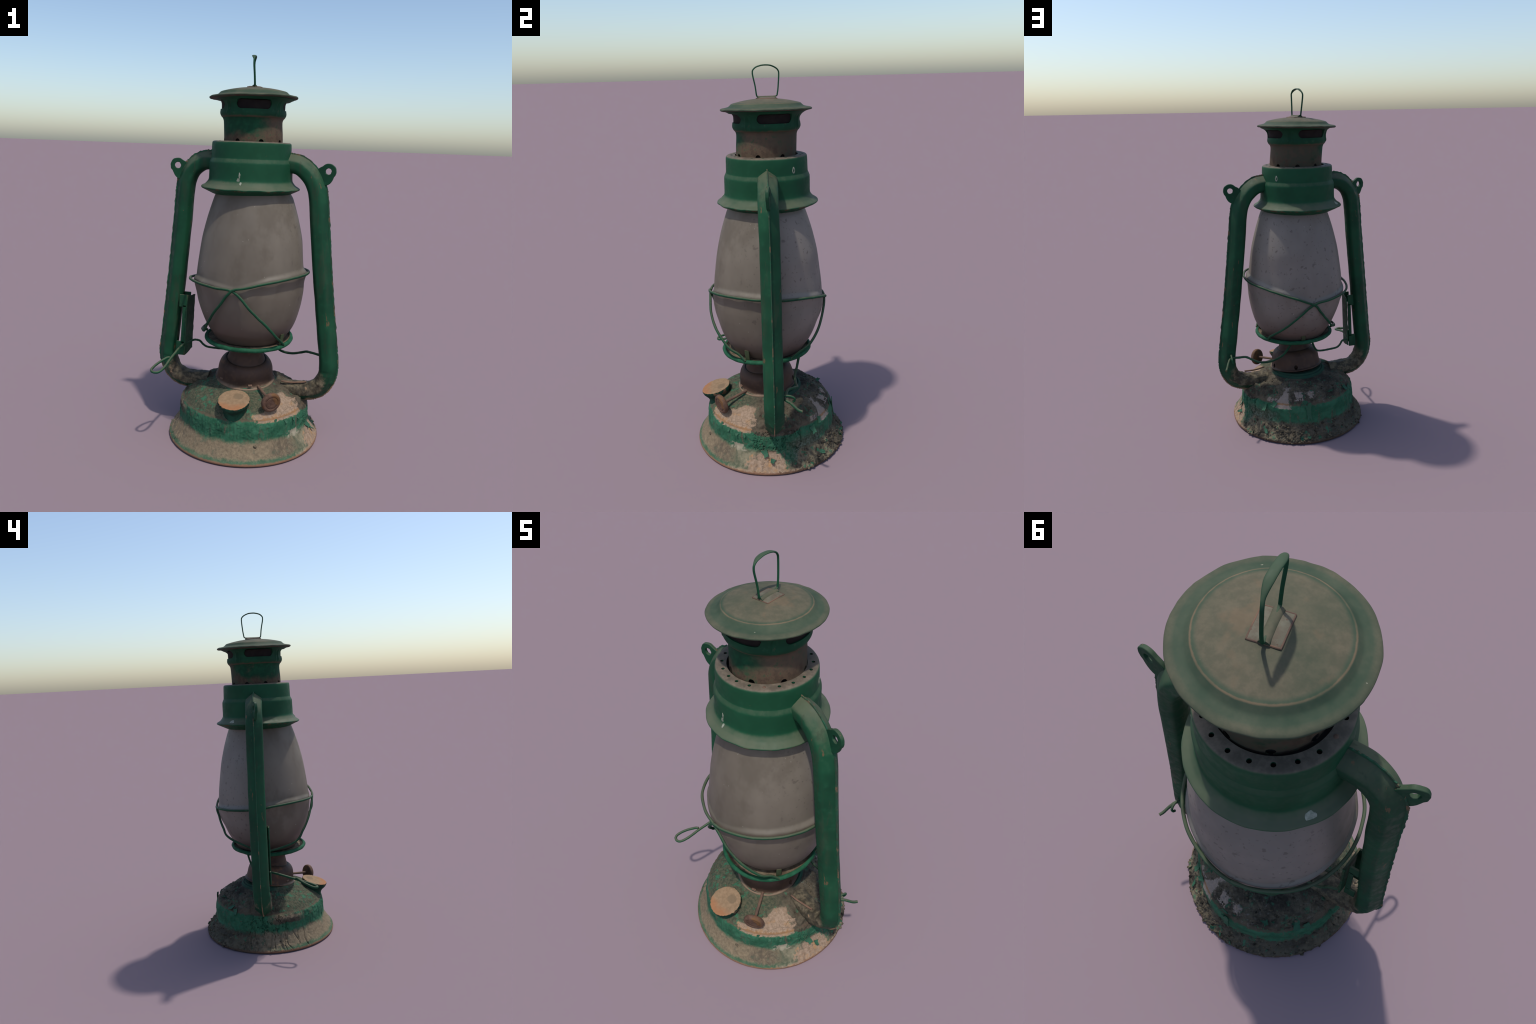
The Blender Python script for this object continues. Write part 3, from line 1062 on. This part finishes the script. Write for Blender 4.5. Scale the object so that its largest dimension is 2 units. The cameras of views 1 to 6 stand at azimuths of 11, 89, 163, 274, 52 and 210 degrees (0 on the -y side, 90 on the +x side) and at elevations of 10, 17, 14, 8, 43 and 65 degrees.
def stuck_patch(name, az, z, w, h, rad, centre, parent, mat, thick=.0012, seed=0, lean=0.0, hole=0.0):
    """thin irregular dried drip that follows a round wall; lean = dr/dz of the wall"""
    n = 28
    front, backr = [], []
    rings = (1.0, .6, .25) if not hole else (1.0, .75, .5)
    verts, faces = [], []
    for s in rings:
        for k in range(n):
            t = TAU * k / n
            q = 1 + .35 * noise.noise(Vector((cos(t) * 1.5, sin(t) * 1.5, seed)))
            if hole:
                q = 1 - .25 * max(0, sin(t)) * abs(cos(t))
            dz = s * h * sin(t) * q * (1.35 if (hole and sin(t) > 0) else 1)
            da = math.degrees(s * w * cos(t) * q / rad)
            verts.append(P(az + da, rad + lean * dz + thick * (1.6 - s * .6), z + dz, *centre))
    base = len(verts)
    for k in range(n):
        p = verts[k].copy()
        o = Vector((p.x - centre[0], p.y - centre[1], 0)).normalized()
        verts.append(p - o * .004)
    for ri in range(len(rings) - 1):
        for k in range(n):
            k2 = (k + 1) % n
            faces.append((ri * n + k, ri * n + k2, (ri + 1) * n + k2, (ri + 1) * n + k))
    for k in range(n):
        k2 = (k + 1) % n
        faces.append((k, base + k, base + k2, k2))
    if not hole:
        faces.append([(len(rings) - 1) * n + k for k in range(n)])
    else:
        base2 = len(verts)
        for k in range(n):
            p = verts[(len(rings) - 1) * n + k].copy()
            o = Vector((p.x - centre[0], p.y - centre[1], 0)).normalized()
            verts.append(p - o * .004)
        for k in range(n):
            k2 = (k + 1) % n
            faces.append(((len(rings) - 1) * n + k, (len(rings) - 1) * n + k2, base2 + k2, base2 + k))
    return make(name, verts, faces, mat, parent)


CC = (-.0095, .0145)
stuck_patch("pale_drip", -4, 1.385, .0075, .011, .2165, CC, collar, M_WHITE, seed=1)
stuck_patch("pale_drip", -2.6, 1.408, .004, .014, .2158, CC, collar, M_WHITE, seed=2)
stuck_patch("pale_drip", -.5, 1.371, .005, .007, .2235, CC, collar, M_WHITE, seed=3, lean=-.8)
stuck_patch("pale_drip", -127, 1.355, .015, .011, .237, CC, collar, M_WHITE, seed=4, lean=-1.1)
stuck_patch("drip_ring", 127.5, 1.510, .0085, .0135, .2052, CC, collar, M_WHITE, seed=5, hole=1)

# ---------------- chimney: neck, vented drum, cap, bail
nprof = chaikin([(.150, 1.535), (.150, 1.60), (.149, 1.67), (.152, 1.683), (.159, 1.694), (.150, 1.696), (.146, 1.684), (.144, 1.67), (.145, 1.535)], 1)
neck = lathe("chimney_neck", nprof, M_NECK, root, 160, closed=True, center=AX_NECK)
kv, kf = [], []
for k in range(8):
    az = 28 + 45 * k
    d = P(az, 1, 0)
    side = Vector((-d.y, d.x, 0))
    c = P(az, .13, 1.572, -.008, .018)
    ra = [c + side * a * .013 + Vector((0, 0, b * .0145)) for a, b in circle(1, 18)]
    prism(kv, kf, ra, [p + d * .04 for p in ra])
boolean(neck, kv, kf)
lathe("dark_liner", [(.135, 1.53), (.139, 1.53), (.141, 1.68), (.1605, 1.722), (.1615, 1.758), (.166, 1.772), (.145, 1.775), (.135, 1.68)], M_INNER_BLACK, neck, 96, closed=True, center=AX_TOP)  # black backing just behind the drum slots


def drum_disp(az, r, z):
    """four pairs of shallow upright crimps between the slots, edge flared out under the cap"""
    k = 0
    for c in (-32, 58, 149, 239):
        d = abs(adiff(az, c))
        k += .0035 * (math.exp(-((d - 4.5) / 1.8) ** 2) - .9 * math.exp(-(d / 2.2) ** 2))
    return (k * smooth(1.70, 1.712, z) * (1 - smooth(1.755, 1.77, z)), 0)


dprof = chaikin([(.150, 1.690), (.157, 1.690), (.162, 1.695), (.168, 1.707), (.1685, 1.717), (.1665, 1.728), (.166, 1.743), (.169, 1.757), (.178, 1.770), (.192, 1.779), (.207, 1.785),
                 (.205, 1.791), (.178, 1.788), (.164, 1.778), (.156, 1.762), (.153, 1.745), (.155, 1.728), (.160, 1.716), (.158, 1.702)], 1)
drum = lathe("vent_drum", dprof, M_DRUM, neck, 256, closed=True, center=AX_TOP, disp=drum_disp)
sv, sf = [], []
for c in (13, 104, 195.5, -76.5):
    n = 26
    half, hz, zc = 30.5, .0225, 1.7525
    topo, boto = [], []
    for i in range(n + 1):
        t = -1 + 2 * i / n
        a = half * t
        ex = max(0, abs(a) - (half - math.degrees(hz / .16))) / math.degrees(hz / .16)
        h = hz * sqrt(max(0.02, 1 - ex * ex))
        topo.append((c + a, zc + h))
        boto.append((c + a, zc - h))
    loop = topo + boto[::-1]
    o = len(sv)
    L = len(loop)
    for rr in (.135, .20):
        sv += [P(a, rr, z, -.008, .018) for a, z in loop]
    for j in range(L):
        k = (j + 1) % L
        sf.append((o + j, o + k, o + L + k, o + L + j))
    for i in range(n):
        a, b, cc, d = i, i + 1, L - 2 - i, L - 1 - i
        sf.append((o + a, o + b, o + cc, o + d))
        sf.append((o + L + d, o + L + cc, o + L + b, o + L + a))
boolean(drum, sv, sf)

capprof = chaikin([(.14, 1.779), (.17, 1.781), (.205, 1.784), (.219, 1.785), (.2245, 1.789), (.2245, 1.794), (.218, 1.798), (.200, 1.801), (.184, 1.805), (.175, 1.813),
                   (.169, 1.819), (.161, 1.8215), (.13, 1.829), (.09, 1.836), (.045, 1.841), (.0, 1.8425)], 2)
CT = Matrix.Translation((-.008, .018, 1.80)) @ Matrix.Rotation(radians(-1.3), 4, 'Y') @ Matrix.Translation((.008, -.018, -1.80))


def cap_disp(az, r, z):
    p = P(az, r, z)
    k = smooth(.19, .222, r)
    return (k * (.0018 * noise.noise(p * 20) + .003 * max(0, noise.noise(p * 34) - .25)),
            k * (.0035 * noise.noise(p * 10 + Vector((5, 2, 1))) + .001 * noise.noise(p * 40)))


v, f = lathe_data(capprof, 192, False, AX_TOP, cap_disp)
cap = make("chimney_cap", [CT @ p for p in v], f, M_CAP, neck, 45)

# bail plate with a raised tunnel, and the strap handle through it
BD = Vector((-.187, .982, 0)).normalized()
BW = Vector((BD.y, -BD.x, 0))
B0 = Vector((-.006, .022, 1.8420))
vv, ff = [], []
q = 8
for side in (1, 0):
    for i in range(q + 1):
        for j in range(q + 1):
            u, w = -1 + 2 * i / q, -1 + 2 * j / q
            p = B0 + BD * .044 * u + BW * (.036 * w + .001)
            rr = math.hypot(p.x + .008, p.y - .018)
            edge = 1 if max(abs(u), abs(w)) < .99 else .4
            p.z = 1.8425 - rr * rr * .75 + (.0055 * edge if side else -.006)
            vv.append(p)
k = (q + 1) ** 2
for i in range(q):
    for j in range(q):
        a, b, c, d = i * (q + 1) + j, i * (q + 1) + j + 1, (i + 1) * (q + 1) + j + 1, (i + 1) * (q + 1) + j
        ff += [(a, b, c, d), (k + d, k + c, k + b, k + a)]
rim = [(0, j) for j in range(q + 1)] + [(i, q) for i in range(1, q + 1)] + [(q, j) for j in range(q - 1, -1, -1)] + [(i, 0) for i in range(q - 1, 0, -1)]
for (i, j), (i2, j2) in zip(rim, rim[1:] + rim[:1]):
    a, b = i * (q + 1) + j, i2 * (q + 1) + j2
    ff.append((a, k + a, k + b, b))
plate = make("bail_plate", vv, ff, M_PLATE, cap)
fr = []
for u, w in ((-1, -1), (-1, 0), (-1, 1), (0, 1), (1, 1), (1, 0), (1, -1), (0, -1)):
    p = B0 + BD * .044 * u + BW * (.036 * w + .001)
    p.z = 1.8435 - ((p.x + .008) ** 2 + (p.y - .018) ** 2) * .75
    fr.append(p)
v, f = sweep_data(resample(fr + fr[:1], .006), circle(.0026, 8))
make("plate_edge", v, f, M_RUSTY, plate)
n = 10
tunnel = [(-.013, -.004)] + [(-.013 * cos(pi * k / n), .0095 * sin(pi * k / n) + .002) for k in range(n + 1)] + [(.013, -.004)]
v, f = sweep_data([B0 + BD * t for t in (-.045, -.02, .0, .02, .046)], [(b, a) for a, b in tunnel], up=lambda i, t: Vector((0, 0, 1)))
make("bail_tunnel", v, f, M_CAP, plate)
bl = lambda s, z, o=0.0: B0 + BD * s + BW * (o - .006 * smooth(1.86, 1.96, z)) + Vector((0, 0, z - B0.z))
loop = [bl(0, 1.850), bl(-.025, 1.850), bl(-.045, 1.852), bl(-.0495, 1.862), bl(-.054, 1.90), bl(-.063, 1.945), bl(-.0648, 1.962), bl(-.062, 1.974), bl(-.047, 1.987, -.002), bl(-.022, 1.9945, -.002), bl(.0, 1.9962),
        bl(.024, 1.9935, .002), bl(.048, 1.983, .002), bl(.0615, 1.970), bl(.0645, 1.952), bl(.060, 1.90), bl(.055, 1.866), bl(.050, 1.853), bl(.03, 1.850), bl(.001, 1.850)]
path = catmull(loop, 8)


def strap(t):
    hgt = smooth(.36, .46, t) * (1 - smooth(.56, .66, t))
    w = .0044 + .0062 * hgt
    h = .0038
    return [(h * cos(TAU * k / 16) * (1 if abs(cos(TAU * k / 16)) < .8 else .9), w * sin(TAU * k / 16)) for k in range(16)]


def strap_up(i, t):
    return t.cross(BW)


v, f = sweep_data(path, strap, up=strap_up)
make("bail_handle", v, f, mat_paint("bail_paint", dust=.35, rust=.3, dark=.3), plate, 60)

# ---------------- side tubes: pressed halves with an outer seam
SECTION = [(.0475, .0), (.038, .016), (.020, .040), (.012, .047), (.0, .0490), (-.026, .0465), (-.036, .042), (-.0455, .026), (-.0490, .010)]
half = chaikin(SECTION, 1)
TUBE_SEC = half + [(a, -b) for a, b in reversed(half[1:])]


def side_tube(sign, pts, y0, eye, wob):
    ctrl = [Vector((x, y, z)) for x, y, z in pts]
    path = resample(catmull(ctrl, 14), .012)

    def upf(i, t):
        # outward normal of the run, in the upright plane of the loop
        return Vector((0, 1, 0)).cross(t) * -sign

    n = len(path)
    v, f = sweep_data(path, TUBE_SEC, up=upf)
    m = len(TUBE_SEC)
    out = []
    for k, p in enumerate(v):
        q = noise.noise(p * 11 + Vector((wob, 0, 0))) * .0016
        if p.z < .40:      # lumpy soil on the lower elbow
            q += .005 * fbm(p * 26, 4, .7) * smooth(.40, .33, p.z) if p.z < .33 else .003 * fbm(p * 26, 3, .7)
        c = path[k // m]
        out.append(p + (p - c).normalized() * q)
    tube = make("side_tube", out, f, M_TUBE, root, 35)
    # seam flange: a thin ragged strip on the outer edge
    sp, sfc = [], []
    for i, c in enumerate(path):
        t = (path[min(i + 1, n - 1)] - path[max(i - 1, 0)]).normalized()
        o = upf(i, t)
        o = (o - t * o.dot(t)).normalized()
        rag = .0530 + .0036 * noise.noise(Vector((i * .9, wob, 0))) + .0022 * noise.noise(Vector((i * 2.3, wob, 5)))
        for a, b in ((.040, -.0028), (rag, -.0019), (rag, .0019), (.040, .0028)):
            sp.append(c + o * a + Vector((0, b, 0)))
    for i in range(n - 1):
        for j in range(4):
            j2 = (j + 1) % 4
            sfc.append((i * 4 + j, i * 4 + j2, i * 4 + 4 + j2, i * 4 + 4 + j))
    sfc += [[0, 1, 2, 3], [(n - 1) * 4 + k for k in (3, 2, 1, 0)]]
    make("tube_seam", sp, sfc, M_SEAM, tube, 30)
    # eyelet for the carrying handle
    ec = Vector(eye)
    phi0 = radians(-48)
    N = 40
    ro, ri = [], []
    for k in range(N):
        t = TAU * k / N
        ang = t - phi0
        w = max(0, cos(ang))
        rad = .039 + .046 * w ** 1.6 + .0022 * noise.noise(Vector((cos(t) * 3, sin(t) * 3, wob)))
        hole = .0158 + .0018 * noise.noise(Vector((cos(t) * 2, sin(t) * 2, wob + 3)))
        ro.append((-sign * cos(t) * rad, sin(t) * rad))
        ri.append((-sign * cos(t) * hole, sin(t) * hole))
    ev, ef = [], []
    th = .0078
    twist = Matrix.Rotation(radians(18 if sign < 0 else -8), 3, 'Z')
    for y, sc in ((-th, 1), (th, 1)):
        for (x, z) in ro:
            ev.append(ec + twist @ Vector((x, y, z)))
        for (x, z) in ri:
            ev.append(ec + twist @ Vector((x, y, z)))
    for k in range(N):
        k2 = (k + 1) % N
        ef += [(k, k2, N + k2, N + k), (2 * N + k, 3 * N + k, 3 * N + k2, 2 * N + k2),
               (k, 2 * N + k, 2 * N + k2, k2), (N + k, N + k2, 3 * N + k2, 3 * N + k)]
    e = make("handle_eyelet", ev, ef, M_EYE, tube, 40)
    b = e.modifiers.new("round", 'BEVEL')
    b.width = .0025
    b.segments = 2
    b.limit_method = 'ANGLE'
    # collar of solder where the tube enters the air chamber
    return tube


M_EYE = mat_paint("eyelet_paint", dust=.3, rust=.9)
tube_l = side_tube(-1, [(-0.170, 0.018, 1.474), (-0.220, 0.018, 1.474), (-0.273, 0.017, 1.464), (-0.323, 0.016, 1.424), (-0.351, 0.015, 1.37), (-0.361, 0.015, 1.31), (-0.373, 0.016, 1.16),
                        (-0.394, 0.018, .925), (-0.416, 0.017, .70), (-0.437, 0.015, .50), (-0.446, 0.014, .42), (-0.437, 0.013, .352), (-0.407, 0.012, .298), (-0.363, 0.012, .270), (-0.305, 0.012, .262), (-0.205, 0.012, .262)],
                   .008, (-.401, .004, 1.440), 1.3)
tube_r = side_tube(1, [(0.151, 0.012, 1.474), (0.196, 0.012, 1.473), (0.251, 0.012, 1.460), (0.303, 0.012, 1.414), (0.333, 0.012, 1.36), (0.347, 0.012, 1.30), (0.359, 0.013, 1.19),
                       (0.383, 0.013, .96), (0.404, 0.013, .78), (0.433, 0.013, .55), (0.447, 0.013, .43), (0.441, 0.013, .36), (0.411, 0.012, .302), (0.363, 0.012, .272), (0.301, 0.012, .264), (0.201, 0.012, .264)],
                   .013, (.391, .010, 1.440), 6.1)

# worn tan seam along the top of the right arm
wire("arm_seam", [Vector((.205, -.030, .322)), Vector((.25, -.022, .316)), Vector((.30, -.012, .318)), Vector((.335, -.004, .322))], .005, M_RUSTY, tube_r, wob=.002)

# lever bracket: a slotted channel on the inner side of the left tube
vv, ff = [], []
steps = 22
W = 8
pt, pb = [], []
for i in range(steps + 1):
    t = i / steps
    z = .752 + (.412 - .752) * t
    xf = -.325 + (-.339 + .325) * t
    for j in range(W + 1):
        s = j / W
        y = -.041 + .094 * s + (.010 * noise.noise(Vector((z * 34, 1, 0))) if j == W else 0)
        zz = z - (.022 * s if i == 0 else 0) + (.02 * s * s if i == steps else 0)
        x = xf + .013 * s
        pt.append(Vector((x + .004, y, zz)))
        pb.append(Vector((x - .004, y, zz)))
vv = pt + pb
k = len(pt)
row = W + 1
for i in range(steps):
    for j in range(W):
        a, b, c, d = i * row + j, i * row + j + 1, (i + 1) * row + j + 1, (i + 1) * row + j
        ff += [(a, b, c, d), (k + d, k + c, k + b, k + a)]
rim = ([(0, j) for j in range(row)] + [(i, W) for i in range(1, steps + 1)] + [(steps, j) for j in range(W - 1, -1, -1)] + [(i, 0) for i in range(steps - 1, 0, -1)])
for (i, j), (i2, j2) in zip(rim, rim[1:] + rim[:1]):
    a, b = i * row + j, i2 * row + j2
    ff.append((a, k + a, k + b, b))
bracket = make("lever_bracket", vv, ff, M_PAINT, tube_l)
for z0, z1, strip in ((.684, .752, 0), (.412, .490, 0), (.480, .694, 1)):
    vv, ff = [], []
    zc, zh = (z0 + z1) / 2, (z1 - z0) / 2
    xa, xb = -.366 - (.752 - zc) * .06, -.3265 - (.752 - zc) * .042
    if strip:
        xa = xb - .021
    for y in (-.038, .034):
        box_data(vv, ff, Vector(((xa + xb) / 2, y, zc)), Vector(((xb - xa) / 2, 0, 0)), Vector((0, .004, 0)), Vector((.045 * zh, 0, zh)))
    tab = make("bracket_tab", vv, ff, M_PAINT, bracket)
    b = tab.modifiers.new("round", 'BEVEL')
    b.width = .002
    b.segments = 2

# lifting lever and lift wires
lever = [Vector((-.318, .055, .470)), Vector((-.330, .0, .474)), Vector((-.340, -.045, .474)), Vector((-.352, -.10, .462)), Vector((-.366, -.19, .436)), Vector((-.372, -.255, .417)),
         Vector((-.385, -.292, .406)), Vector((-.404, -.306, .403)), Vector((-.424, -.300, .406)), Vector((-.430, -.278, .412)), Vector((-.412, -.235, .428)), Vector((-.385, -.200, .443)), Vector((-.370, -.186, .445))]
wire("lift_lever", lever, .0068, M_WIRE, bracket, wob=.0015, seed=4)
wire("lift_wire", [Vector((-.055, .125, .535)), Vector((-.070, .112, .49)), Vector((-.09, .098, .452)), Vector((-.118, .086, .430)), Vector((-.18, .080, .428)), Vector((-.236, .076, .432)),
                   Vector((-.262, .072, .446)), Vector((-.280, .066, .466)), Vector((-.305, .06, .472)), Vector((-.318, .055, .470))], .006, M_WIRE, bracket, wob=.0015, seed=5)
wire("lift_wire", [Vector((.085, .165, .540)), Vector((.100, .158, .510)), Vector((.130, .145, .465)), Vector((.172, .131, .434)), Vector((.23, .132, .425)), Vector((.285, .135, .434)),
                   Vector((.318, .118, .448)), Vector((.346, .088, .455)), Vector((.39, .074, .452)), Vector((.425, .066, .450)), Vector((.440, .074, .447)), Vector((.452, .092, .440)), Vector((.464, .112, .425)), Vector((.474, .13, .412)), Vector((.483, .147, .409))],
     .0068, M_WIRE, tube_r, wob=.0015, seed=6)
wire("wire_hook", [Vector((.430, .055, .468)), Vector((.434, .078, .470)), Vector((.436, .098, .466)), Vector((.435, .112, .455)), Vector((.431, .112, .440)), Vector((.428, .104, .434))], .0055, M_WIRE, tube_r, seed=7)
